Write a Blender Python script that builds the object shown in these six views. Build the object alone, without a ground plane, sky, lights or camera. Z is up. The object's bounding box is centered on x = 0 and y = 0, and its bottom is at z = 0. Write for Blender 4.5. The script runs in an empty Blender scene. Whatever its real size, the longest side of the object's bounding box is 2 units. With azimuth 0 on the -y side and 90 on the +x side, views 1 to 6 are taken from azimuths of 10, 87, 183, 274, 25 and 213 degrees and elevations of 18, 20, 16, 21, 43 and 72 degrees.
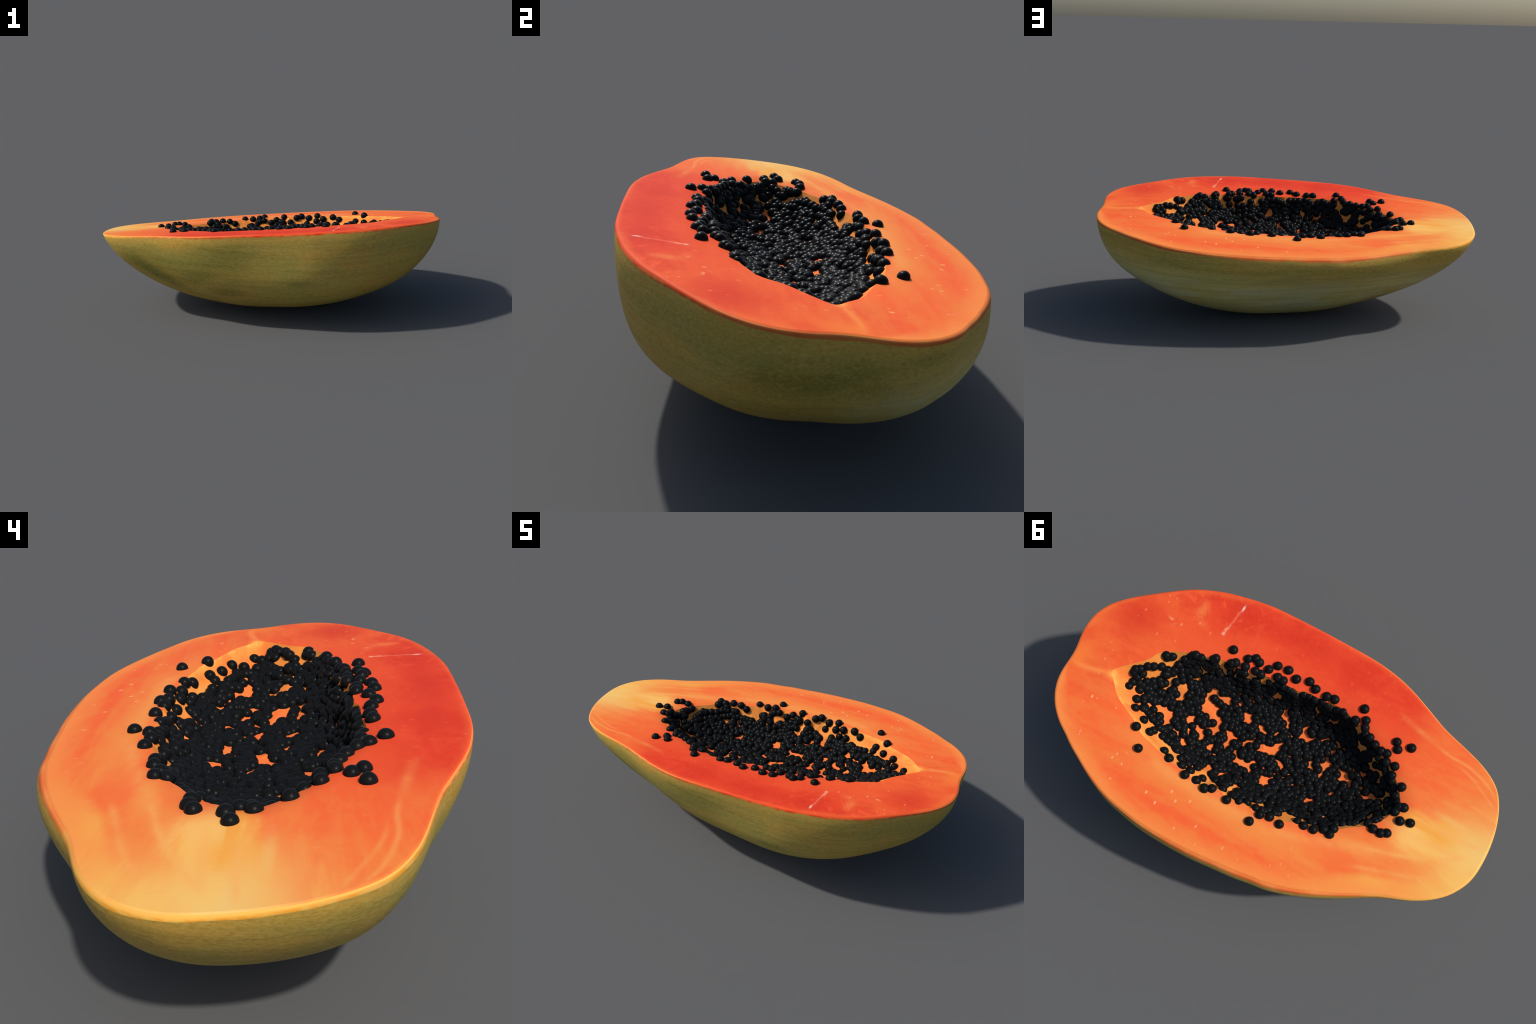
"""Halved papaya lying on its back: a thick green skin shell, a flat tilted
cut face of orange flesh, a shallow seed cavity and several hundred black seeds."""
import bpy, math, random
import numpy as np
from mathutils import Vector, Matrix, Quaternion

random.seed(7)
rng = np.random.default_rng(7)

# ------------------------------------------------------------------ cut plane
# The cut face is a plane leaning about nine degrees; everything is laid out in
# its own coordinates (s along the fruit, t across it, depth below it).
ORIGIN = np.array([0.0, 0.0, 0.506])
NORMAL = np.array([-0.04342, 0.15793, 0.98650])
NORMAL /= np.linalg.norm(NORMAL)
ALONG = np.array([1.0, 0.0, 0.044])
ALONG -= NORMAL * (ALONG @ NORMAL)
ALONG /= np.linalg.norm(ALONG)
ACROSS = np.cross(NORMAL, ALONG)


def to_world(st, depth):
    st = np.asarray(st, float)
    depth = np.asarray(depth, float)
    return (ORIGIN + st[..., :1] * ALONG + st[..., 1:] * ACROSS
            - depth[..., None] * NORMAL)


# ------------------------------------------------------------------ outlines
# outline of the cut: blunt stalk end at -s, notched blossom end at +s
RIM = [
    (-1.001, -0.02), (-0.998, -0.084), (-0.972, -0.205), (-0.954, -0.249), (-0.939, -0.277), (-0.904, -0.322), (-0.858, -0.353), (-0.799, -0.38),
    (-0.729, -0.401), (-0.65, -0.422), (-0.596, -0.437), (-0.538, -0.461), (-0.478, -0.486), (-0.425, -0.507), (-0.351, -0.531), (-0.273, -0.547),
    (-0.035, -0.559), (0.045, -0.559), (0.14, -0.557), (0.235, -0.554), (0.305, -0.55), (0.395, -0.536), (0.46, -0.522), (0.524, -0.505),
    (0.585, -0.483), (0.663, -0.446), (0.663, -0.446), (0.757, -0.381), (0.839, -0.318), (0.909, -0.259), (0.954, -0.209), (0.978, -0.168),
    (0.996, -0.115), (0.999, -0.072), (0.997, -0.028), (0.985, 0.026), (0.981, 0.076), (0.984, 0.135), (0.983, 0.18), (0.973, 0.223),
    (0.951, 0.271), (0.926, 0.306), (0.895, 0.337), (0.859, 0.366), (0.828, 0.382), (0.774, 0.419), (0.718, 0.449), (0.651, 0.484),
    (0.589, 0.511), (0.515, 0.535), (0.427, 0.55), (0.323, 0.561), (0.227, 0.562), (0.133, 0.559), (0.056, 0.553), (-0.031, 0.542),
    (-0.119, 0.532), (-0.204, 0.517), (-0.239, 0.513), (-0.347, 0.483), (-0.449, 0.442), (-0.569, 0.381), (-0.638, 0.342), (-0.708, 0.307),
    (-0.782, 0.279), (-0.845, 0.248), (-0.9, 0.21), (-0.938, 0.174), (-0.967, 0.13), (-0.988, 0.087), (-0.999, 0.035),
]
# mouth of the seed cavity, pointed at the blossom end
CAVITY = [
    (-0.577, -0.001), (-0.589, -0.05), (-0.58, -0.082), (-0.575, -0.091), (-0.53, -0.135), (-0.466, -0.183), (-0.398, -0.215), (-0.359, -0.235),
    (-0.183, -0.298), (-0.129, -0.296), (-0.039, -0.289), (0.07, -0.271), (0.171, -0.263), (0.244, -0.239), (0.318, -0.234), (0.383, -0.228),
    (0.463, -0.207), (0.63, -0.133), (0.66, -0.102), (0.682, -0.065), (0.731, -0.015), (0.76, 0.019), (0.79, 0.058), (0.768, 0.073),
    (0.736, 0.105), (0.686, 0.145), (0.644, 0.165), (0.589, 0.188), (0.532, 0.218), (0.457, 0.243), (0.39, 0.257), (0.331, 0.267),
    (0.291, 0.268), (0.217, 0.288), (0.17, 0.287), (0.111, 0.274), (0.034, 0.275), (-0.01, 0.27), (-0.226, 0.237), (-0.302, 0.209),
    (-0.436, 0.146), (-0.498, 0.093), (-0.556, 0.034),
]
CENTRE = np.array([0.05, 0.01])
N_AROUND = 720
ANGLE = np.linspace(-math.pi, math.pi, N_AROUND, endpoint=False)


def polar_outline(points, centre, smooth):
    """radius for every ANGLE of a star-shaped outline, lightly smoothed"""
    d = np.array(points, float) - centre
    d = d[np.argsort(np.arctan2(d[:, 1], d[:, 0]))]
    keep = np.linalg.norm(d - np.roll(d, 1, axis=0), axis=1) > 1e-4
    d = d[keep]
    # centripetal-style spline through the control points, by chord length
    p0, p1, p2, p3 = (np.roll(d, k, axis=0) for k in (1, 0, -1, -2))
    l01, l12, l23 = (np.linalg.norm(b - a, axis=1)[:, None] for a, b in ((p0, p1), (p1, p2), (p2, p3)))
    m1 = (p2 - p1) / l12 * l01 / (l01 + l12) + (p1 - p0) / l01 * l12 / (l01 + l12)
    m2 = (p2 - p1) / l12 * l23 / (l12 + l23) + (p3 - p2) / l23 * l12 / (l12 + l23)
    dense = []
    for u in np.linspace(0, 1, 24, endpoint=False):
        h = (2 * u ** 3 - 3 * u ** 2 + 1, u ** 3 - 2 * u ** 2 + u, -2 * u ** 3 + 3 * u ** 2, u ** 3 - u ** 2)
        dense.append(h[0] * p1 + h[1] * m1 * l12 + h[2] * p2 + h[3] * m2 * l12)
    d = np.concatenate(dense)
    a = np.arctan2(d[:, 1], d[:, 0])
    order = np.argsort(a)
    out = np.interp(ANGLE, a[order], np.hypot(d[:, 0], d[:, 1])[order], period=2 * math.pi)
    k = np.arange(-15, 16)
    w = np.exp(-0.5 * (k / smooth) ** 2)
    w /= w.sum()
    return sum(wi * np.roll(out, -ki) for wi, ki in zip(w, k))


def ring(radius, centre):
    return centre + np.stack([radius * np.cos(ANGLE), radius * np.sin(ANGLE)], 1)


rim_r = polar_outline(RIM, CENTRE, 2.6)
rim = ring(rim_r, CENTRE)
cavity_r = polar_outline(CAVITY, CENTRE, 2.0)
# the mouth is torn, not cut: small irregular waves
cavity_r = cavity_r + 0.0022 * np.sin(ANGLE * 17 + 0.6) + 0.0018 * np.sin(ANGLE * 29 + 2.1) + 0.0014 * np.sin(ANGLE * 47)
CAVITY_DEPTH = 0.155


def cavity_radius(a):
    return np.interp(a, np.append(ANGLE, math.pi), np.append(cavity_r, cavity_r[0]))


def rho_of(st):
    d = np.asarray(st) - CENTRE
    return np.hypot(d[..., 0], d[..., 1]) / cavity_radius(np.arctan2(d[..., 1], d[..., 0]))


def steepness(a):
    """wall profile exponent: steep on the -t side and stalk end, gentle elsewhere"""
    c = np.cos(np.asarray(a) - math.radians(-118.0))
    return 3.0 + 3.6 * np.clip(c * 0.75 + 0.25, 0, 1) ** 1.3


def lip_drop(a):
    """how far the mouth edge sags below the cut plane"""
    c = np.cos(np.asarray(a) - math.radians(-155.0))
    return 0.003 + 0.007 * np.clip(c, 0, 1)


LIP_WIDTH = 0.075


def cavity_depth(st):
    """depth of the surface: bowl inside the mouth, gently dipping lip outside"""
    rho = rho_of(st)
    d = np.asarray(st) - CENTRE
    a = np.arctan2(d[..., 1], d[..., 0])
    inside = CAVITY_DEPTH * (1 - np.clip(rho, 0, 1) ** steepness(a))
    out = np.clip((rho - 1) * cavity_radius(a) / LIP_WIDTH, 0, 1)
    return np.where(rho < 1, inside, 0) + lip_drop(a) * (1 - out) ** 2


# ------------------------------------------------------------------ body shell
# below the cut every horizontal outline shrinks towards a keel point; the
# fullness varies slowly around the fruit (low harmonics of the angle)
KEEL = np.array([0.0492, 0.0419])
DEPTH = 0.500
FADE = math.exp(-0.401)
FULLNESS = (0.8851, 0.2155, -0.1570, -0.2177, -0.0720, 0.0215, -0.0307)
BULGE_UPPER = (-0.0168, 0.0111, 0.0431, 0.0153, 0.0123, -0.0250, 0.0120)
BULGE_LOWER = (0.0244, -0.0108, 0.0065, -0.0225, -0.0157, 0.0164, -0.0119)


def harmonics(k, a):
    v = np.full_like(a, k[0])
    for i in range(1, 4):
        v += k[2 * i - 1] * np.cos(i * a) + k[2 * i] * np.sin(i * a)
    return v


rim_angle = np.arctan2(rim[:, 1], rim[:, 0])
soft = np.fft.rfft(np.interp(ANGLE, rim_angle, np.hypot(rim[:, 0], rim[:, 1]), period=2 * math.pi))
soft[4:] = 0
soft_r = np.interp(rim_angle, ANGLE, np.fft.irfft(soft, N_AROUND), period=2 * math.pi)
soft_rim = np.stack([soft_r * np.cos(rim_angle), soft_r * np.sin(rim_angle)], 1)
fullness = np.exp(harmonics(FULLNESS, rim_angle))
bulge_up = harmonics(BULGE_UPPER, rim_angle)
bulge_low = harmonics(BULGE_LOWER, rim_angle)


def shell_ring(D):
    """outline of the skin at the fraction D of the full depth (one D or one per angle)"""
    D = np.broadcast_to(np.asarray(D, float), (N_AROUND,))
    rad = np.sqrt(np.clip(1 - D ** fullness, 0, 1))
    u = math.pi * D ** 0.7
    rad = rad + (bulge_up * np.sin(u) + bulge_low * np.sin(2 * u)) * np.sqrt(1 - D)
    w = np.minimum(1.0, D * FADE)[:, None]
    out = rim * (1 - w) + soft_rim * w
    return KEEL + (out - KEEL) * rad[:, None]


# ------------------------------------------------------------------ node helper
class Nodes:
    def __init__(self, name):
        self.mat = bpy.data.materials.new(name)
        self.mat.use_nodes = True
        self.nt = self.mat.node_tree
        self.nt.nodes.clear()
        self.out = self.nt.nodes.new('ShaderNodeOutputMaterial')
        self.bsdf = self.nt.nodes.new('ShaderNodeBsdfPrincipled')
        self.nt.links.new(self.bsdf.outputs[0], self.out.inputs[0])
        tc = self.nt.nodes.new('ShaderNodeTexCoord')
        self.co = tc.outputs['Object']
        sep = self.nt.nodes.new('ShaderNodeSeparateXYZ')
        self.nt.links.new(self.co, sep.inputs[0])
        self.x, self.y, self.z = sep.outputs

    def put(self, sock, v):
        if isinstance(v, bpy.types.NodeSocket):
            self.nt.links.new(v, sock)
        elif isinstance(v, (tuple, list)):
            sock.default_value = tuple(v) + ((1.0,) if len(sock.default_value) == 4 and len(v) == 3 else ())
        else:
            sock.default_value = v

    def m(self, op, a, b=None, c=None, clamp=False):
        n = self.nt.nodes.new('ShaderNodeMath')
        n.operation = op
        n.use_clamp = clamp
        for s, v in zip(n.inputs, (a, b, c)):
            if v is not None:
                self.put(s, v)
        return n.outputs[0]

    def add(self, a, b): return self.m('ADD', a, b)
    def sub(self, a, b): return self.m('SUBTRACT', a, b)
    def mul(self, a, b): return self.m('MULTIPLY', a, b)

    def ramp(self, v, lo, hi, smooth=True):
        """0 at lo, 1 at hi (lo may exceed hi)"""
        n = self.nt.nodes.new('ShaderNodeMapRange')
        n.interpolation_type = 'SMOOTHSTEP' if smooth else 'LINEAR'
        self.put(n.inputs['Value'], v)
        flip = lo > hi
        self.put(n.inputs['From Min'], min(lo, hi))
        self.put(n.inputs['From Max'], max(lo, hi))
        n.inputs['To Min'].default_value = 1.0 if flip else 0.0
        n.inputs['To Max'].default_value = 0.0 if flip else 1.0
        return n.outputs['Result']

    def vec(self, x, y, z=0.0):
        n = self.nt.nodes.new('ShaderNodeCombineXYZ')
        for s, v in zip(n.inputs, (x, y, z)):
            self.put(s, v)
        return n.outputs[0]

    def stretch(self, scale, rot=(0, 0, 0), loc=(0, 0, 0)):
        n = self.nt.nodes.new('ShaderNodeMapping')
        self.put(n.inputs['Vector'], self.co)
        n.inputs['Scale'].default_value = scale
        n.inputs['Rotation'].default_value = rot
        n.inputs['Location'].default_value = loc
        return n.outputs[0]

    def noise(self, scale, vec=None, detail=3.0, rough=0.5, dist=0.0):
        n = self.nt.nodes.new('ShaderNodeTexNoise')
        self.put(n.inputs['Vector'], self.co if vec is None else vec)
        n.inputs['Scale'].default_value = scale
        n.inputs['Detail'].default_value = detail
        n.inputs['Roughness'].default_value = rough
        n.inputs['Distortion'].default_value = dist
        return n.outputs['Fac']

    def voronoi(self, scale, vec=None):
        n = self.nt.nodes.new('ShaderNodeTexVoronoi')
        self.put(n.inputs['Vector'], self.co if vec is None else vec)
        n.inputs['Scale'].default_value = scale
        return n.outputs['Distance'], n.outputs['Color']

    def curve(self, v, pts):
        """value read off a curve through pts; both axes given in metres"""
        n = self.nt.nodes.new('ShaderNodeFloatCurve')
        x0, x1 = pts[0][0], pts[-1][0]
        y0 = min(p[1] for p in pts)
        y1 = max(p[1] for p in pts)
        y1 = y0 + max(y1 - y0, 1e-3)
        c = n.mapping.curves[0]
        c.points[0].location = (0, (pts[0][1] - y0) / (y1 - y0))
        c.points[1].location = (1, (pts[-1][1] - y0) / (y1 - y0))
        for px, py in pts[1:-1]:
            c.points.new((px - x0) / (x1 - x0), (py - y0) / (y1 - y0))
        n.mapping.update()
        self.put(n.inputs['Value'], self.ramp(v, x0, x1, smooth=False))
        return self.add(self.mul(n.outputs[0], y1 - y0), y0)

    def bell(self, d, width):
        """soft line of the given half-width around d = 0"""
        q = self.m('DIVIDE', d, width)
        return self.m('POWER', 2.718, self.mul(self.mul(q, q), -1.0))

    def blob(self, cx, cy, rx, ry, u=None, v=None):
        a = self.m('DIVIDE', self.sub(self.x if u is None else u, cx), rx)
        b = self.m('DIVIDE', self.sub(self.y if v is None else v, cy), ry)
        return self.m('POWER', 2.718, self.mul(self.add(self.mul(a, a), self.mul(b, b)), -1.0))

    def vein(self, pts, width, strength=1.0, wobble=None):
        """pale line y = f(x), fading out at both ends"""
        f = self.curve(self.x, pts)
        d = self.sub(self.y, f)
        if wobble is not None:
            d = self.add(d, wobble)
        ends = self.mul(self.ramp(self.x, pts[0][0], pts[0][0] + 0.08),
                        self.ramp(self.x, pts[-1][0], pts[-1][0] - 0.08))
        return self.mul(self.mul(self.bell(d, width), ends), strength)

    def mix(self, fac, a, b, blend='MIX'):
        n = self.nt.nodes.new('ShaderNodeMix')
        n.data_type = 'RGBA'
        n.blend_type = blend
        self.put(n.inputs[0], fac)
        self.put(n.inputs[6], a)
        self.put(n.inputs[7], b)
        return n.outputs[2]

    def bump(self, height, strength, distance):
        n = self.nt.nodes.new('ShaderNodeBump')
        self.put(n.inputs['Height'], height)
        n.inputs['Strength'].default_value = strength
        n.inputs['Distance'].default_value = distance
        self.nt.links.new(n.outputs[0], self.bsdf.inputs['Normal'])

    def finish(self, colour, rough=0.5, spec=0.3):
        self.put(self.bsdf.inputs['Base Color'], colour)
        self.put(self.bsdf.inputs['Roughness'], rough)
        self.bsdf.inputs['Specular IOR Level'].default_value = spec
        return self.mat


def srgb(r, g, b):
    def f(c):
        c /= 255
        return c / 12.92 if c <= 0.04045 else ((c + 0.055) / 1.055) ** 2.4
    return (f(r), f(g), f(b))


def decimate_outline(r, centre, upper, n=15):
    """(x, y) samples of one side of an outline for the colour curves"""
    w = to_world(ring(r, centre), np.zeros(N_AROUND))
    side = (ANGLE > 0) if upper else (ANGLE < 0)
    x, y = w[side, 0], w[side, 1]
    o = np.argsort(x)
    xs = np.linspace(x.min() + 0.004, x.max() - 0.004, n)
    return [(float(a), float(b)) for a, b in zip(xs, np.interp(xs, x[o], y[o]))]


# ------------------------------------------------------------------ flesh colour
def flesh_colours(N):
    """orange flesh: redder on the -y side, straw yellow at the stalk end"""
    n_big = N.noise(2.2, N.stretch((0.8, 1.6, 1)), 3)
    n_mid = N.noise(5.0, N.stretch((0.7, 1.4, 1)), 4, 0.55, 0.4)
    n_fib = N.noise(11.0, N.stretch((0.8, 1.5, 1), (0, 0, -0.5)), 5, 0.6, 0.5)
    n_wet = N.noise(17.0, N.stretch((1.0, 0.8, 1), loc=(5, 3, 0)), 4, 0.62, 0.8)
    n_long = N.noise(6.0, N.stretch((0.42, 1.9, 1), (0, 0, 0.12), (2, 4, 0)), 5, 0.6, 0.5)
    wob = N.mul(N.sub(N.noise(6.0, None, 4, 0.6), 0.5), 0.07)

    orange = N.mix(N.ramp(N.add(N.mul(n_fib, 0.4), N.mul(n_long, 0.6)), 0.40, 0.60), srgb(248, 100, 52), srgb(246, 122, 60))
    red = N.mix(N.ramp(n_fib, 0.32, 0.72), srgb(226, 56, 36), srgb(238, 72, 42))
    # redness deepens from the cavity towards the -y rind
    yy = N.add(N.y, N.mul(N.sub(n_big, 0.5), 0.16))
    flank = N.mul(N.ramp(yy, -0.22, -0.44), N.ramp(N.x, -0.66, -0.38))
    side = N.mul(N.ramp(yy, 0.0, -0.28), N.ramp(N.x, -0.70, -0.40))
    col = N.mix(N.mul(side, 0.85), orange, srgb(240, 84, 46))
    col = N.mix(flank, col, red)
    # blossom end: orange-red, darkest on the -y shoulder
    bl = N.mul(N.ramp(N.x, 0.48, 0.76), N.ramp(N.y, 0.30, 0.05))
    col = N.mix(N.mul(bl, 0.75), col, N.mix(N.ramp(n_fib, 0.35, 0.65), srgb(232, 80, 44), srgb(242, 98, 50)))
    deep = N.m('MAXIMUM', N.blob(0.82, -0.22, 0.10, 0.09), N.mul(N.blob(0.10, -0.47, 0.22, 0.05), 1.0))
    deep = N.m('MAXIMUM', deep, N.mul(N.blob(-0.15, -0.46, 0.16, 0.05), 0.7))
    deep = N.m('MAXIMUM', deep, N.mul(N.blob(0.40, -0.45, 0.14, 0.07), 0.8))
    col = N.mix(N.mul(deep, 0.7), col, srgb(214, 48, 34))
    # wet, broken texture of the red flank
    wet = N.mul(N.ramp(n_wet, 0.54, 0.68), N.mul(N.ramp(N.y, -0.28, -0.40), N.ramp(N.x, 0.20, 0.42)))
    col = N.mix(N.mul(wet, 0.55), col, srgb(252, 98, 56))
    wet2 = N.mul(N.ramp(n_wet, 0.46, 0.34), N.mul(N.ramp(N.y, -0.28, -0.40), N.ramp(N.x, 0.20, 0.42)))
    col = N.mix(N.mul(wet2, 0.4), col, srgb(206, 48, 36))

    # straw-yellow stalk end: rays fanning from the tip
    rise = N.sub(1.9, N.mul(0.9, N.x))
    fan = N.vec(N.mul(N.x, 1.3), N.m('DIVIDE', N.mul(N.y, 20.0), rise), 0.3)
    rays = N.noise(1.0, fan, 5, 0.6, 0.35)
    yw = N.add(N.y, wob)
    # +y side of the stalk end: straw below a tapering red ray
    low_edge = N.curve(N.x, [(-1.01, 0.06), (-0.84, 0.142), (-0.74, 0.19), (-0.64, 0.228), (-0.57, 0.262), (-0.3, 0.40)])
    low = N.mul(N.ramp(N.sub(yw, low_edge), -0.012, 0.055), N.ramp(N.x, -0.30, -0.72))
    col = N.mix(N.mul(low, N.add(0.66, N.mul(N.ramp(rays, 0.42, 0.56), 0.34))), col, srgb(248, 174, 80))
    far = N.ramp(N.x, -0.68, -0.95)
    col = N.mix(N.mul(far, N.mul(0.8, N.ramp(N.y, -0.14, 0.02))), col, srgb(247, 180, 86))
    # straw cone behind the cavity, brightest at the cut stem
    cone_up = N.curve(N.x, [(-1.01, -0.185), (-0.969, -0.165), (-0.834, -0.13), (-0.738, -0.105), (-0.626, -0.085), (-0.55, -0.05)])
    cone_dn = N.curve(N.x, [(-1.01, 0.05), (-0.92, 0.05), (-0.80, 0.095), (-0.70, 0.125), (-0.62, 0.12), (-0.52, 0.08)])
    yc = N.add(N.y, N.mul(wob, 0.8))
    cone = N.mul(N.ramp(N.sub(N.add(yc, N.mul(N.sub(rays, 0.5), 0.10)), cone_up), -0.02, 0.05), N.ramp(N.sub(cone_dn, yc), -0.04, 0.05))
    cone = N.mul(cone, N.ramp(N.add(N.x, wob), -0.54, -0.68))
    straw = N.mix(N.ramp(rays, 0.44, 0.56), srgb(248, 168, 72), srgb(252, 196, 106))
    col = N.mix(N.mul(cone, 0.92), col, straw)
    pale = N.mul(N.m('MAXIMUM', N.blob(-0.985, -0.03, 0.15, 0.125), N.mul(N.blob(-0.86, -0.10, 0.12, 0.018), 0.6)), N.ramp(n_big, 0.25, 0.5))
    col = N.mix(N.mul(pale, 0.85), col, srgb(238, 208, 130))
    haze = N.mul(N.mul(N.ramp(N.x, -0.62, -1.0), N.ramp(N.y, 0.0, -0.12)), N.add(0.28, N.mul(N.ramp(rays, 0.45, 0.57), 0.6)))
    col = N.mix(haze, col, srgb(249, 150, 70))
    end = N.mul(N.ramp(N.x, -0.60, -1.0), N.mul(N.ramp(N.y, -0.30, -0.05), N.add(0.35, N.mul(N.ramp(rays, 0.44, 0.57), 0.5))))
    col = N.mix(end, col, srgb(250, 192, 100))
    warm = N.mul(N.blob(-0.80, -0.01, 0.07, 0.045), 0.7)
    col = N.mix(warm, col, srgb(247, 166, 66))

    # cream vascular lines, broken up along their length
    cream = srgb(249, 178, 96)
    broken = N.ramp(N.noise(7.0, N.stretch((1.0, 1.6, 1), loc=(1, 7, 0)), 4, 0.65), 0.28, 0.60)
    veins = [
        ([(-0.66, 0.14), (-0.482, 0.196), (-0.364, 0.242), (-0.232, 0.288), (-0.098, 0.312), (0.014, 0.318), (0.15, 0.315), (0.32, 0.31), (0.46, 0.29)], 0.026, 0.5),
        ([(-0.95, 0.0), (-0.921, 0.015), (-0.796, 0.078), (-0.701, 0.122), (-0.62, 0.150), (-0.52, 0.185)], 0.010, 0.75),
        ([(-1.0, -0.061), (-0.917, -0.053), (-0.815, -0.043), (-0.717, -0.064), (-0.62, -0.07)], 0.009, 0.7),
        ([(-0.96, 0.0), (-0.819, 0.022), (-0.735, 0.028), (-0.649, 0.029)], 0.012, 0.55),
        ([(-0.89, 0.10), (-0.84, 0.142), (-0.74, 0.19), (-0.64, 0.225), (-0.5, 0.275)], 0.011, 0.45),
        ([(-0.62, -0.362), (-0.55, -0.366), (-0.48, -0.378), (-0.38, -0.408)], 0.012, 0.35),
        ([(-0.96, -0.24), (-0.928, -0.268), (-0.851, -0.312), (-0.753, -0.336), (-0.676, -0.339), (-0.58, -0.356)], 0.007, 0.38),
        ([(-0.975, -0.20), (-0.951, -0.226), (-0.896, -0.253), (-0.779, -0.305), (-0.70, -0.32)], 0.007, 0.30),
    ]
    for pts, w, s in veins:
        f = N.mul(N.vein(pts, w, s, N.mul(wob, 0.18)), N.add(0.35, N.mul(broken, 0.75)))
        col = N.mix(f, col, cream)
    mouth_d = N.sub(N.m('SQRT', N.add(N.m('POWER', N.m('DIVIDE', N.sub(N.x, 0.06), 0.74), 2.0), N.m('POWER', N.m('DIVIDE', N.sub(N.y, 0.005), 0.345), 2.0))), 1.0)
    mouth = N.mul(N.bell(N.add(mouth_d, N.mul(wob, 1.5)), 0.13), N.mul(N.ramp(N.y, 0.0, 0.2), 0.4))
    col = N.mix(N.mul(mouth, N.add(0.4, N.mul(n_long, 0.9))), col, srgb(249, 150, 74))
    # paler zone between the long vein and the cavity
    zone = N.mul(N.blob(-0.05, 0.345, 0.55, 0.05, N.x, N.add(N.y, N.mul(wob, 0.8))), 0.5)
    col = N.mix(zone, col, srgb(246, 142, 68))
    stalk = N.mul(N.ramp(N.x, 0.0, -0.55), N.mul(N.ramp(N.y, 0.05, 0.3), N.ramp(n_long, 0.42, 0.6)))
    col = N.mix(N.mul(stalk, 0.5), col, srgb(248, 150, 72))

    # paler band just inside the skin
    up = N.curve(N.x, decimate_outline(rim_r, CENTRE, True))
    dn = N.curve(N.x, decimate_outline(rim_r, CENTRE, False))
    d_rim = N.m('MINIMUM', N.sub(up, N.y), N.sub(N.y, dn))
    d_rim = N.add(d_rim, N.mul(N.sub(n_mid, 0.5), 0.06))
    halo = N.mul(N.ramp(N.add(d_rim, N.mul(N.sub(n_long, 0.5), 0.12)), 0.095, 0.0), N.ramp(N.x, -0.93, -0.70))
    halo_s = N.ramp(N.y, -0.25, 0.15)
    col = N.mix(N.mul(N.mul(halo, halo_s), 0.75), col, srgb(251, 148, 74))
    col = N.mix(N.mul(N.mul(N.ramp(d_rim, 0.03, 0.0), 0.45), N.mul(N.ramp(N.y, 0.0, -0.2), N.ramp(N.x, -0.6, -0.35))), col, srgb(248, 112, 56))

    # blossom end: ridge from the cavity point to the notch
    ridge = N.vein([(0.765, 0.058), (0.79, 0.064), (0.862, 0.083), (0.942, 0.092), (0.999, 0.07)], 0.011, 0.6, N.mul(wob, 0.3))
    col = N.mix(ridge, col, srgb(252, 152, 78))
    col = N.mix(N.mul(N.blob(0.775, 0.062, 0.022, 0.016), 0.9), col, srgb(254, 172, 84))
    col = N.mix(N.mul(N.blob(0.955, 0.06, 0.06, 0.07), 0.6), col, srgb(252, 136, 60))
    # hot orange just outside the +y mouth near the point
    col = N.mix(N.mul(N.blob(0.69, 0.185, 0.12, 0.035), 0.5), col, srgb(252, 88, 44))
    # two small cream blobs, broken up, on the red flank near the blossom end
    cream_blobs = N.m('MAXIMUM', N.blob(0.575, -0.37, 0.022, 0.05), N.mul(N.blob(0.545, -0.325, 0.03, 0.018), 0.8))
    cream_blobs = N.mul(cream_blobs, N.ramp(n_wet, 0.35, 0.6))
    col = N.mix(N.mul(cream_blobs, 0.6), col, srgb(250, 138, 76))

    # small pale flecks, most on the +y flank
    dist, cell = N.voronoi(30.0, N.stretch((1.25, 0.8, 0.2), (0, 0, -0.35)))
    sep = N.nt.nodes.new('ShaderNodeSeparateColor')
    N.nt.links.new(cell, sep.inputs[0])
    size = N.add(0.10, N.mul(sep.outputs[1], 0.10))
    dot = N.ramp(N.sub(dist, size), 0.05, -0.05)
    some = N.ramp(sep.outputs[0], 0.46, 0.48)
    where = N.m('MAXIMUM', N.mul(N.blob(0.35, 0.41, 0.55, 0.11), 1.2), N.mul(N.blob(0.8, 0.2, 0.15, 0.2), 0.9))
    where = N.m('MAXIMUM', where, N.mul(N.blob(0.7, -0.3, 0.22, 0.12), 0.7))
    where = N.m('MAXIMUM', where, 0.10, clamp=True)
    col = N.mix(N.mul(N.mul(N.mul(dot, some), where), 0.85), col, srgb(255, 172, 120))

    # two moist scratches on the red flank
    def scratch(x0, y0, x1, y1, w, s, thr):
        L2 = (x1 - x0) ** 2 + (y1 - y0) ** 2
        L = math.sqrt(L2)
        along = N.m('DIVIDE', N.add(N.mul(N.sub(N.x, x0), x1 - x0), N.mul(N.sub(N.y, y0), y1 - y0)), L2)
        off = N.m('DIVIDE', N.sub(N.mul(N.sub(N.x, x0), y1 - y0), N.mul(N.sub(N.y, y0), x1 - x0)), L)
        off = N.add(off, N.mul(N.sub(N.noise(26.0, None, 4, 0.7), 0.5), 0.022))
        f = N.mul(N.bell(off, w), N.mul(N.ramp(along, 0.0, 0.06), N.ramp(along, 1.0, 0.94)))
        f = N.mul(f, N.add(0.25, N.mul(N.ramp(N.noise(30.0, None, 3), thr, thr + 0.2), 0.75)))
        return N.mul(f, s)
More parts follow.
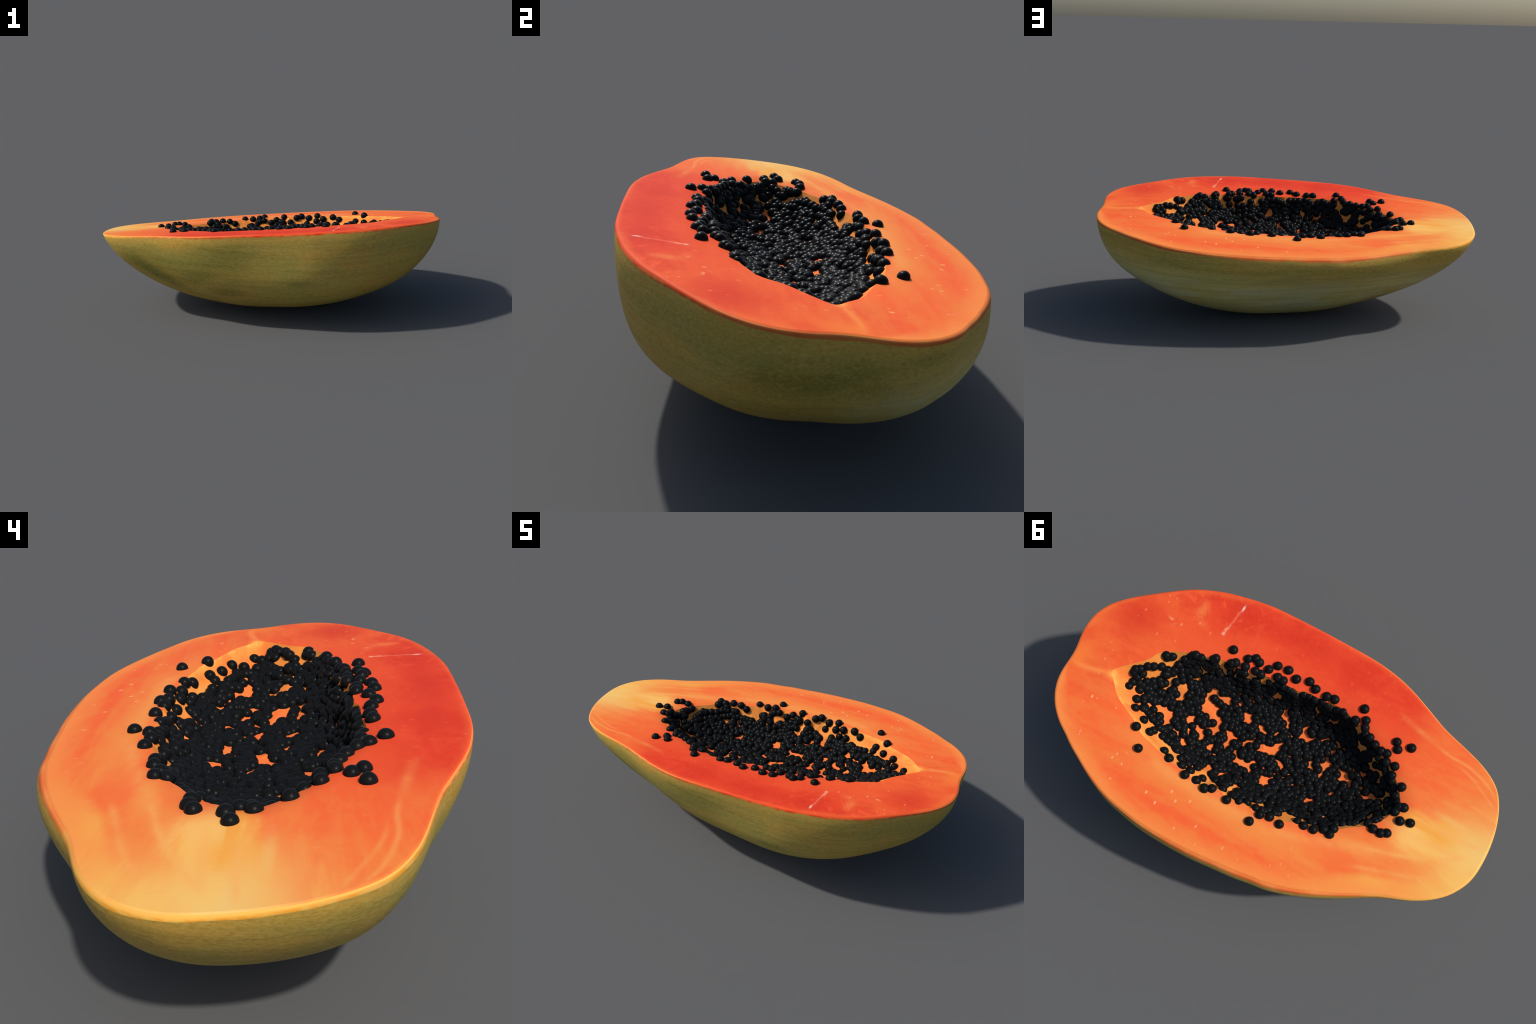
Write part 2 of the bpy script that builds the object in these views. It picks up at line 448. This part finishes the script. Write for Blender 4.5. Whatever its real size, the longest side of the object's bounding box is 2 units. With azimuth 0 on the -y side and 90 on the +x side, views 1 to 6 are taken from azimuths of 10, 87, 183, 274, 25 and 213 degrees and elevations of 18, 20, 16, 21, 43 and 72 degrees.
    col = N.mix(scratch(0.415, -0.485, 0.4415, -0.323, 0.0042, 0.75, 0.46), col, srgb(252, 176, 140))
    col = N.mix(scratch(0.420, -0.455, 0.452, -0.318, 0.003, 0.55, 0.50), col, srgb(252, 168, 132))
    col = N.mix(N.blob(0.4185, -0.470, 0.004, 0.012), col, srgb(250, 214, 196))
    col = N.mix(N.mul(N.blob(0.4395, -0.330, 0.006, 0.006), 0.8), col, srgb(252, 196, 160))
    glint_blob = N.mul(N.blob(0.683, -0.271, 0.026, 0.010), N.ramp(n_wet, 0.42, 0.60))  # pale highlight drawn into the flesh colour
    col = N.mix(glint_blob, col, srgb(253, 190, 130))
    col = N.mix(N.mul(N.noise(60.0, None, 3), 0.08), col, srgb(255, 150, 90))
    return col, n_fib


def make_flesh():
    N = Nodes('papaya_flesh')
    col, fib = flesh_colours(N)
    N.bump(N.add(fib, N.noise(70.0, None, 2)), 0.12, 0.004)
    return N.finish(col, 0.55, 0.045)


def make_rim():
    """outermost flesh: brighter, yellow at the stalk end, red-orange on the -y flank"""
    N = Nodes('papaya_rim_flesh')
    n = N.noise(7.0, None, 4, 0.6)
    n2 = N.noise(22.0, N.stretch((1, 1, 2.5)), 4, 0.6)
    col = N.mix(N.ramp(n, 0.35, 0.65), srgb(206, 96, 46), srgb(206, 122, 60))
    redf = N.mul(N.ramp(N.y, -0.1, -0.4), N.ramp(N.x, -0.35, 0.05))
    col = N.mix(N.mul(redf, 0.8), col, N.mix(N.ramp(n2, 0.38, 0.62), srgb(238, 62, 32), srgb(240, 128, 62)))
    tip = N.ramp(N.x, -0.5, -0.85)
    col = N.mix(tip, col, N.mix(N.ramp(n2, 0.35, 0.65), srgb(248, 164, 52), srgb(250, 192, 88)))
    mid = N.mul(N.mul(N.ramp(N.y, -0.1, -0.35), N.ramp(N.x, -0.1, -0.4)), N.ramp(n2, 0.42, 0.6))
    col = N.mix(N.mul(mid, 0.6), col, srgb(250, 180, 100))
    # the narrow chamfer keeps the tone of the cut face
    depth = N.sub(N.add(0.506, N.add(N.mul(N.x, 0.044), N.mul(N.y, -0.16))), N.z)
    face = N.mix(N.ramp(n, 0.35, 0.65), srgb(250, 126, 62), srgb(252, 150, 76))
    face = N.mix(N.mul(redf, 0.9), face, srgb(244, 72, 38))
    face = N.mix(tip, face, srgb(251, 180, 84))
    col = N.mix(N.ramp(depth, 0.0075, 0.0045), col, face)
    # brown nicks where the knife met the skin
    nick = N.mul(N.ramp(N.noise(5.0, N.stretch((1, 1, 1), loc=(4, 2, 1)), 3), 0.62, 0.72), N.ramp(depth, 0.009, 0.016))
    col = N.mix(N.mul(nick, 0.7), col, srgb(150, 84, 34))
    return N.finish(col, 0.55, 0.08)


def make_cavity():
    N = Nodes('papaya_cavity_wall')
    depth = N.sub(N.add(0.506, N.add(N.mul(N.x, 0.044), N.mul(N.y, -0.16))), N.z)
    n = N.noise(9.0, None, 4, 0.6)
    fine = N.noise(90.0, None, 3, 0.6)
    wall = N.mix(N.ramp(n, 0.35, 0.65), srgb(240, 140, 62), srgb(248, 160, 76))
    floor = N.mix(N.ramp(n, 0.35, 0.65), srgb(246, 112, 56), srgb(250, 132, 66))
    d2 = N.add(depth, N.mul(N.sub(n, 0.5), 0.04))
    col = N.mix(N.ramp(d2, 0.06, 0.125), wall, floor)
    # straw-coloured inner edge at the blossom end
    edge = N.mul(N.ramp(d2, 0.024, 0.0), N.mul(N.ramp(N.x, 0.2, 0.55), N.ramp(N.y, -0.02, 0.08)))
    streak = N.noise(15.0, N.stretch((0.55, 1.6, 1), (0, 0, -0.5)), 4, 0.6)
    pt = N.mul(N.ramp(N.x, 0.42, 0.66), N.ramp(N.y, -0.06, 0.02))
    col = N.mix(N.mul(pt, N.ramp(streak, 0.30, 0.58)), col, srgb(249, 124, 58))
    back = N.mul(N.ramp(N.x, 0.35, 0.6), N.ramp(N.y, 0.06, -0.02))  # -y wall by the point coloured darker tan for its shadow
    col = N.mix(N.mul(back, 0.6), col, srgb(226, 136, 58))
    col = N.mix(N.mul(edge, N.add(0.4, N.mul(N.ramp(streak, 0.58, 0.38), 0.6))), col, srgb(253, 178, 86))
    col = N.mix(N.mul(N.ramp(fine, 0.4, 0.7), 0.25), col, srgb(236, 128, 60))
    N.bump(N.add(N.mul(n, 2), fine), 0.25, 0.004)
    return N.finish(col, 0.6, 0.05)


def make_skin():
    N = Nodes('papaya_skin')
    big = N.noise(2.6, N.stretch((0.75, 1, 1.5)), 3, 0.5, 0.3)
    mid = N.noise(5.5, N.stretch((0.6, 1, 2.0), loc=(3, 1, 2)), 4, 0.55, 0.4)
    band = N.noise(3.0, N.stretch((0.7, 0.7, 11.0), (0, -0.04, 0)), 4, 0.6, 0.2)
    grain = N.noise(85.0, N.stretch((0.6, 1, 1.6)), 3, 0.65)
    depth = N.sub(N.add(0.506, N.add(N.mul(N.x, 0.044), N.mul(N.y, -0.16))), N.z)

    ochre, olive, green, dark = srgb(200, 160, 74), srgb(188, 160, 78), srgb(164, 154, 76), srgb(82, 102, 42)
    col = N.mix(N.ramp(mid, 0.36, 0.62), olive, ochre)
    col = N.mix(N.mul(N.ramp(big, 0.46, 0.66), 0.6), col, green)
    # +y flank is paler and greener, in soft blotches
    pale_flank = N.mul(N.ramp(N.y, 0.0, 0.35), N.ramp(N.add(depth, N.mul(N.sub(mid, 0.5), 0.15)), 0.06, 0.2))
    col = N.mix(N.mul(pale_flank, 0.8), col, N.mix(N.ramp(mid, 0.36, 0.62), srgb(226, 220, 166), srgb(218, 202, 124)))
    # dark green patches: on the stalk-side flank and the blossom end
    p = N.add(N.mul(N.sub(mid, 0.5), 1.6), N.mul(N.sub(big, 0.5), 0.9))
    zt = N.add(N.z, N.mul(N.sub(N.noise(4.0, N.stretch((0.7, 1, 1.6)), 4, 0.6), 0.5), 0.10))
    spots = N.blob(-0.63, 0.325, 0.20, 0.055, N.x, N.add(zt, N.mul(N.add(N.x, 0.63), 0.5)))  # this dark patch also has some of the body's shading painted in
    left = N.mul(N.blob(-0.45, 0.42, 0.42, 0.11, N.x, zt), N.ramp(N.y, -0.05, -0.25))
    col = N.mix(N.mul(left, 0.65), col, srgb(154, 154, 72))
    for cx, cz, rx, rz, wgt in ((-0.35, 0.315, 0.15, 0.06, 0.75), (-0.18, 0.225, 0.14, 0.06, 0.75), (-0.05, 0.15, 0.12, 0.035, 0.5),
                                (0.25, 0.315, 0.17, 0.04, 0.5), (-0.60, 0.485, 0.16, 0.028, 0.4), (-0.22, 0.50, 0.12, 0.03, 0.4)):
        spots = N.m('MAXIMUM', spots, N.mul(N.blob(cx, cz, rx, rz, N.x, zt), wgt))
    spots = N.mul(spots, N.ramp(N.y, -0.05, -0.25))
    tip_dk = N.mul(N.blob(-0.12, 0.28, 0.16, 0.05, N.y, zt), N.ramp(N.x, -0.70, -0.85))
    ends = N.m('MAXIMUM', N.blob(0.0, 0.42, 0.22, 0.075, N.y, zt), N.mul(N.blob(0.24, 0.46, 0.11, 0.035, N.y, zt), 0.7))
    ends = N.m('MAXIMUM', ends, N.mul(N.blob(-0.1, 0.27, 0.2, 0.05, N.y, zt), 0.5))
    ends = N.mul(ends, N.ramp(N.x, 0.60, 0.85))
    spots = N.m('MAXIMUM', spots, N.m('MAXIMUM', N.mul(ends, 0.85), N.mul(tip_dk, 0.5)))
    dk = N.m('MULTIPLY', N.add(spots, N.mul(p, 0.55)), 1.0, clamp=True)
    col = N.mix(N.mul(N.ramp(dk, 0.10, 1.0), 0.62), col, dark)
    # golden band under the cut and the ripe blush
    top = N.m('MAXIMUM', N.mul(N.ramp(N.add(depth, N.mul(N.sub(band, 0.5), 0.05)), 0.085, 0.02), 0.7), N.ramp(N.add(depth, N.mul(N.sub(mid, 0.5), 0.012)), 0.040, 0.032))
    col = N.mix(N.mul(top, 0.7), col, srgb(204, 160, 72))
    blush = N.mul(N.blob(-0.47, 0.525, 0.09, 0.035, N.x, zt), N.ramp(N.y, -0.2, -0.35))
    col = N.mix(N.mul(blush, 0.85), col, srgb(214, 160, 68))
    # fine horizontal brushing and pores
    col = N.mix(N.mul(N.ramp(band, 0.42, 0.62), 0.20), col, srgb(112, 106, 44))
    col = N.mix(N.mul(N.ramp(grain, 0.45, 0.7), 0.34), col, srgb(214, 184, 96))
    col = N.mix(N.mul(N.ramp(grain, 0.5, 0.3), 0.24), col, srgb(104, 96, 40))
    N.bump(N.add(grain, N.mul(band, 1.5)), 0.15, 0.004)
    return N.finish(col, 0.55, 0.15)


def make_seed():
    N = Nodes('papaya_seed_coat')
    n = N.noise(40.0, None, 3)
    col = N.mix(n, (0.0062, 0.0066, 0.007), (0.0092, 0.0095, 0.0099))
    N.bump(N.noise(55.0, None, 2), 0.08, 0.002)
    return N.finish(col, 0.30, 0.065)


# ------------------------------------------------------------------ mesh builders
def mesh_from_rings(name, rings, mats, mat_of_band=None, cap=None, crisp=()):
    """skin consecutive rings of N_AROUND points; optional closing point"""
    verts = np.concatenate(rings)
    faces, ids = [], []
    n = N_AROUND
    for k in range(len(rings) - 1):
        a, b = k * n, (k + 1) * n
        for i in range(n):
            j = (i + 1) % n
            faces.append((a + i, b + i, b + j, a + j))
            ids.append(mat_of_band[k] if mat_of_band else 0)
    verts = [tuple(map(float, v)) for v in verts]
    if cap is not None:
        c = len(verts)
        verts.append(tuple(map(float, cap)))
        a = (len(rings) - 1) * n
        for i in range(n):
            faces.append((a + i, c, a + (i + 1) % n))
            ids.append(0)
    me = bpy.data.meshes.new(name)
    me.from_pydata(verts, [], faces)
    for m in mats:
        me.materials.append(m)
    me.polygons.foreach_set('material_index', ids)
    me.polygons.foreach_set('use_smooth', [True] * len(faces))
    if crisp:
        marks = np.zeros(len(me.edges), bool)
        ends = np.empty(len(me.edges) * 2, int)
        me.edges.foreach_get('vertices', ends)
        k0, k1 = ends[0::2] // n, ends[1::2] // n
        for k in crisp:
            marks |= (k0 == k) & (k1 == k)
        me.edges.foreach_set('use_edge_sharp', marks)
    me.update()
    ob = bpy.data.objects.new(name, me)
    bpy.context.scene.collection.objects.link(ob)
    return ob


papaya = bpy.data.objects.new('papaya_half', None)
bpy.context.scene.collection.objects.link(papaya)
papaya['label'] = 'halved ripe papaya, orange flesh, green skin, cavity full of black seeds'
papaya['category'] = 'fruit'


def adopt(ob):
    ob.parent = papaya
    return ob


flesh_mat, rim_mat, cavity_mat, skin_mat, seed_mat = make_flesh(), make_rim(), make_cavity(), make_skin(), make_seed()

# --- cut face: cavity mouth -> rim, then a narrow chamfer and a short outer wall
BEVEL, BEVEL_DROP, WALL_DROP = 0.011, 0.0035, 0.0105
inward = rim - CENTRE
inward /= np.linalg.norm(inward, axis=1)[:, None]
mouth = ring(cavity_r, CENTRE)
face_edge = rim - inward * BEVEL
rings = []
for f in np.linspace(0, 1, 26) ** 1.5:
    st = mouth * (1 - f) + face_edge * f
    dist = np.linalg.norm(st - mouth, axis=1)
    dep = lip_drop(ANGLE) * np.clip(1 - dist / LIP_WIDTH, 0, 1) ** 2
    rings.append(to_world(st, dep))
rings.append(to_world(rim - inward * (BEVEL * 0.45), np.full(N_AROUND, BEVEL_DROP * 0.35)))
rings.append(to_world(shell_ring(0.0001) - inward * 0.002, np.full(N_AROUND, BEVEL_DROP)))
wall_top = np.full(N_AROUND, BEVEL_DROP + 0.003)
ragged = 0.0012 * np.sin(ANGLE * 9 + 1) + 0.001 * np.sin(ANGLE * 23 + 2) + 0.0007 * np.sin(ANGLE * 57)
wall_end = BEVEL_DROP + WALL_DROP + ragged
rings.append(to_world(shell_ring(wall_top / DEPTH), wall_top))
rings.append(to_world(shell_ring(wall_end / DEPTH), wall_end))
flesh = adopt(mesh_from_rings('flesh', rings, [flesh_mat, rim_mat], [0] * 25 + [0, 1, 1, 1], crisp=(25, 27)))

# --- skin
rings = []
D0 = wall_end / DEPTH
for f in np.linspace(0, 1, 80)[:-1]:
    D = D0 + (1 - D0) * (0.3 * f + 0.7 * math.sin(f * math.pi / 2))
    rings.append(to_world(shell_ring(D), D * DEPTH))
skin = adopt(mesh_from_rings('skin', rings, [skin_mat], None, to_world(KEEL, np.array(DEPTH))))

# --- seed cavity
rings = []
for rho in 1 - np.linspace(0, 1, 46)[:-1] ** 1.5:
    st = CENTRE + (mouth - CENTRE) * rho
    bumps = 0.004 * np.sin(st[:, 0] * 31 + st[:, 1] * 17) * np.sin(st[:, 1] * 37 - st[:, 0] * 11) * min(1, (1 - rho) * 5)
    rings.append(to_world(st, CAVITY_DEPTH * (1 - rho ** steepness(ANGLE)) + lip_drop(ANGLE) + bumps))
cavity = adopt(mesh_from_rings('seed_cavity', rings, [cavity_mat], None, to_world(CENTRE, np.array(CAVITY_DEPTH + 0.006))))

# ------------------------------------------------------------------ seeds
# seeds that stand apart round the mouth of the cavity
PLACED_SEEDS = [
    (0.501, 0.286), (0.365, -0.294), (-0.26, -0.343), (-0.449, -0.286), (-0.468, -0.26), (-0.514, -0.293), (-0.664, -0.013), (-0.621, 0.001),
    (-0.076, 0.317), (-0.192, 0.264), (-0.6, 0.073), (-0.577, 0.086), (-0.396, 0.197), (-0.326, 0.213), (0.055, 0.286), (0.047, 0.259),
    (0.364, 0.257), (0.303, 0.258), (0.265, 0.284), (0.56, 0.208), (0.62, 0.139), (0.696, 0.041), (0.11, -0.332), (0.159, -0.326),
    (0.186, -0.293), (0.005, -0.333), (-0.033, -0.317), (-0.092, -0.313), (-0.128, -0.318), (-0.184, -0.295), (-0.249, -0.284), (-0.289, -0.303),
    (-0.301, -0.275), (-0.316, -0.255), (-0.339, -0.248), (-0.374, -0.233), (-0.408, -0.221), (-0.435, -0.223), (-0.45, -0.191), (-0.492, -0.192),
    (-0.501, -0.155), (-0.511, -0.137), (-0.559, -0.129), (-0.554, -0.088), (-0.61, -0.056), (-0.589, -0.05), (-0.586, -0.024), (-0.536, 0.031),
    (-0.541, 0.086), (-0.513, 0.074), (-0.398, 0.168), (-0.365, 0.19), (-0.283, 0.219), (-0.25, 0.218), (-0.14, 0.259), (-0.1, 0.271),
    (0.259, -0.307), (0.288, -0.291), (0.238, -0.3), (0.283, -0.255), (0.328, -0.249), (0.342, -0.238), (0.336, -0.212), (0.414, -0.224),
    (0.422, -0.215), (0.501, -0.193), (0.523, -0.162), (0.474, -0.197), (0.616, -0.131), (0.592, -0.14), (0.557, -0.127), (0.664, -0.049),
    (0.643, -0.062), (0.687, 0.013), (0.672, -0.011), (0.135, -0.282), (0.061, -0.314), (0.108, -0.281), (0.506, 0.2), (0.558, 0.166),
    (0.009, 0.243), (0.164, 0.292), (0.135, 0.278), (0.11, 0.241), (0.212, 0.28), (0.261, 0.258), (0.271, -0.121), (0.535, -0.057),
    (0.54, 0.049), (0.521, 0.112), (0.532, 0.144), (0.459, 0.055), (0.441, 0.104), (0.41, 0.091), (0.595, 0.122), (0.64, 0.1),
    (0.013, -0.113), (0.329, -0.078), (0.101, -0.172), (-0.422, -0.079), (-0.468, -0.089), (-0.489, -0.105), (-0.518, -0.106), (0.234, -0.259),
    (0.207, -0.258), (0.216, -0.231), (0.205, -0.205),
]
# bare spots between the seeds on the cavity floor: (s, t, radius)
GAPS = [
    (0.499, 0.089, 0.032), (0.544, 0.077, 0.023), (0.402, 0.047, 0.026), (0.373, -0.05, 0.029), (0.33, -0.055, 0.026), (0.293, -0.107, 0.023),
    (0.19, -0.089, 0.02), (0.287, 0.025, 0.018), (0.214, 0.019, 0.023), (0.108, -0.073, 0.016), (0.121, -0.003, 0.014), (0.013, -0.012, 0.023),
    (0.046, 0, 0.014), (-0.014, -0.033, 0.011), (0.316, 0.101, 0.014), (0.55, -0.067, 0.014), (0.55, -0.036, 0.011), (0.507, -0.038, 0.017),
    (0.486, -0.045, 0.011), (0.004, -0.145, 0.02), (0.03, -0.179, 0.011), (-0.077, -0.139, 0.02), (-0.121, -0.143, 0.016), (-0.154, -0.153, 0.011),
    (-0.069, -0.189, 0.013), (-0.219, -0.062, 0.022), (-0.217, -0.099, 0.013), (-0.231, 0.103, 0.017), (0.097, 0.103, 0.016), (0.122, 0.105, 0.01),
    (-0.009, 0.136, 0.016), (-0.025, 0.12, 0.01), (-0.308, -0.065, 0.013), (0.065, 0.22, 0.016), (0.074, 0.242, 0.014), (-0.125, 0.204, 0.013),
    (-0.189, 0.212, 0.015), (-0.221, 0.221, 0.013), (0.226, 0.239, 0.011), (0.271, 0.178, 0.008), (0.36, 0.171, 0.01), (0.574, 0.18, 0.016),
    (0.591, 0.187, 0.011), (-0.397, -0.189, 0.018), (-0.427, -0.18, 0.013), (-0.337, -0.218, 0.01), (-0.279, -0.254, 0.014), (0.182, -0.251, 0.017),
    (0.199, -0.233, 0.013), (0.236, -0.219, 0.007), (0.373, -0.226, 0.017), (0.374, -0.21, 0.013), (0.559, -0.163, 0.02), (0.64, -0.098, 0.023),
    (-0.519, -0.083, 0.016), (-0.513, -0.062, 0.011), (-0.008, -0.23, 0.013), (-0.074, -0.261, 0.01), (0.11, -0.246, 0.013), (-0.132, 0.078, 0.007),
    (-0.408, -0.054, 0.008), (-0.437, -0.024, 0.008), (0.285, 0.044, 0.011),
]

def surface_normal(st):
    e = 0.006
    ds = (cavity_depth(st + np.array([e, 0])) - cavity_depth(st - np.array([e, 0]))) / (2 * e)
    dt = (cavity_depth(st + np.array([0, e])) - cavity_depth(st - np.array([0, e]))) / (2 * e)
    n = NORMAL + ds * ALONG + dt * ACROSS
    return n / np.linalg.norm(n)


spots = [(p[0], p[1], 0.0198 + 0.0012 * rng.random()) for p in PLACED_SEEDS]
gap = np.array(GAPS)
places = [to_world(np.array(p), np.array(float(cavity_depth(np.array(p))))) for p in PLACED_SEEDS]
tries = 0
TARGET = 1120
while len(spots) < TARGET and tries < 120000:
    tries += 1
    p = np.array([rng.uniform(-0.6, 0.78), rng.uniform(-0.31, 0.30)])
    rho = float(rho_of(p))
    if rho > 0.985:
        continue
    # as dense on the steep walls as on the floor
    if rng.random() > 0.27 / float(surface_normal(p) @ NORMAL):
        continue
    # bare walls towards the blossom end and along the +t mouth
    if rho > 0.84 and p[0] > 0.15 and p[1] > 0.03 and rng.random() < 0.9:
        continue
    if rho > 0.86 and p[0] > 0.56 and rng.random() < 0.85:
        continue
    if rho > 0.90 and p[1] > 0 and rng.random() < 0.5:
        continue
    r = 0.0188 + 0.0022 * rng.random()
    d = np.hypot(gap[:, 0] - p[0], gap[:, 1] - p[1])
    if (d < gap[:, 2] * np.where(gap[:, 1] < -0.14, 0.4, 0.74) + r * np.where(gap[:, 1] < -0.14, 0.42, 0.56)).any():
        continue
    w = to_world(p, np.array(float(cavity_depth(p))))
    if np.min(np.sum((np.array(places) - w) ** 2, axis=1)) < 0.0086 ** 2:
        continue
    places.append(w)
    spots.append((float(p[0]), float(p[1]), r))


import bmesh
bm = bmesh.new()
bmesh.ops.create_uvsphere(bm, u_segments=28, v_segments=18, radius=1.0)
for v in bm.verts:                      # slightly egg-shaped seed
    v.co.z *= 1.0
    v.co.x *= 1.0 + 0.05 * v.co.x
seed_mesh = bpy.data.meshes.new('seed')
bm.to_mesh(seed_mesh)
bm.free()
seed_mesh.materials.append(seed_mat)
seed_mesh.polygons.foreach_set('use_smooth', [True] * len(seed_mesh.polygons))

NAMED = 300
base_v = np.array([v.co for v in seed_mesh.vertices])
base_f = [tuple(p.vertices) for p in seed_mesh.polygons]
stuff_v, stuff_f = [], []
for k, (s, t, r) in enumerate(spots):
    st = np.array([s, t])
    n = surface_normal(st)
    sink = -0.0005 if k < len(PLACED_SEEDS) else 0.001 * rng.random()
    c = to_world(st, np.array(float(cavity_depth(st)))) - n * sink
    turn = Vector((0, 0, 1)).rotation_difference(Vector(n)) @ Quaternion((0, 0, 1), rng.uniform(0, 6.283))
    mat = Matrix.Translation(Vector(c)) @ turn.to_matrix().to_4x4() @ Matrix.Diagonal((r * rng.uniform(0.96, 1.06), r, r * rng.uniform(0.95, 1.03), 1))
    if k < NAMED:
        ob = bpy.data.objects.new('seed', seed_mesh)
        bpy.context.scene.collection.objects.link(ob)
        ob.matrix_world = mat
        ob.parent = papaya
    else:
        M = np.array(mat)
        b = len(stuff_v)
        stuff_v.extend((base_v @ M[:3, :3].T + M[:3, 3]).tolist())
        stuff_f.extend([tuple(i + b for i in f) for f in base_f])
me = bpy.data.meshes.new('seed_mass')
me.from_pydata(stuff_v, [], stuff_f)
me.materials.append(seed_mat)
me.polygons.foreach_set('use_smooth', [True] * len(me.polygons))
me.update()
seed_mass = bpy.data.objects.new('seed_mass', me)
bpy.context.scene.collection.objects.link(seed_mass)
seed_mass['kind'] = 'stuff'
adopt(seed_mass)
print('seeds', len(spots), 'after', tries)
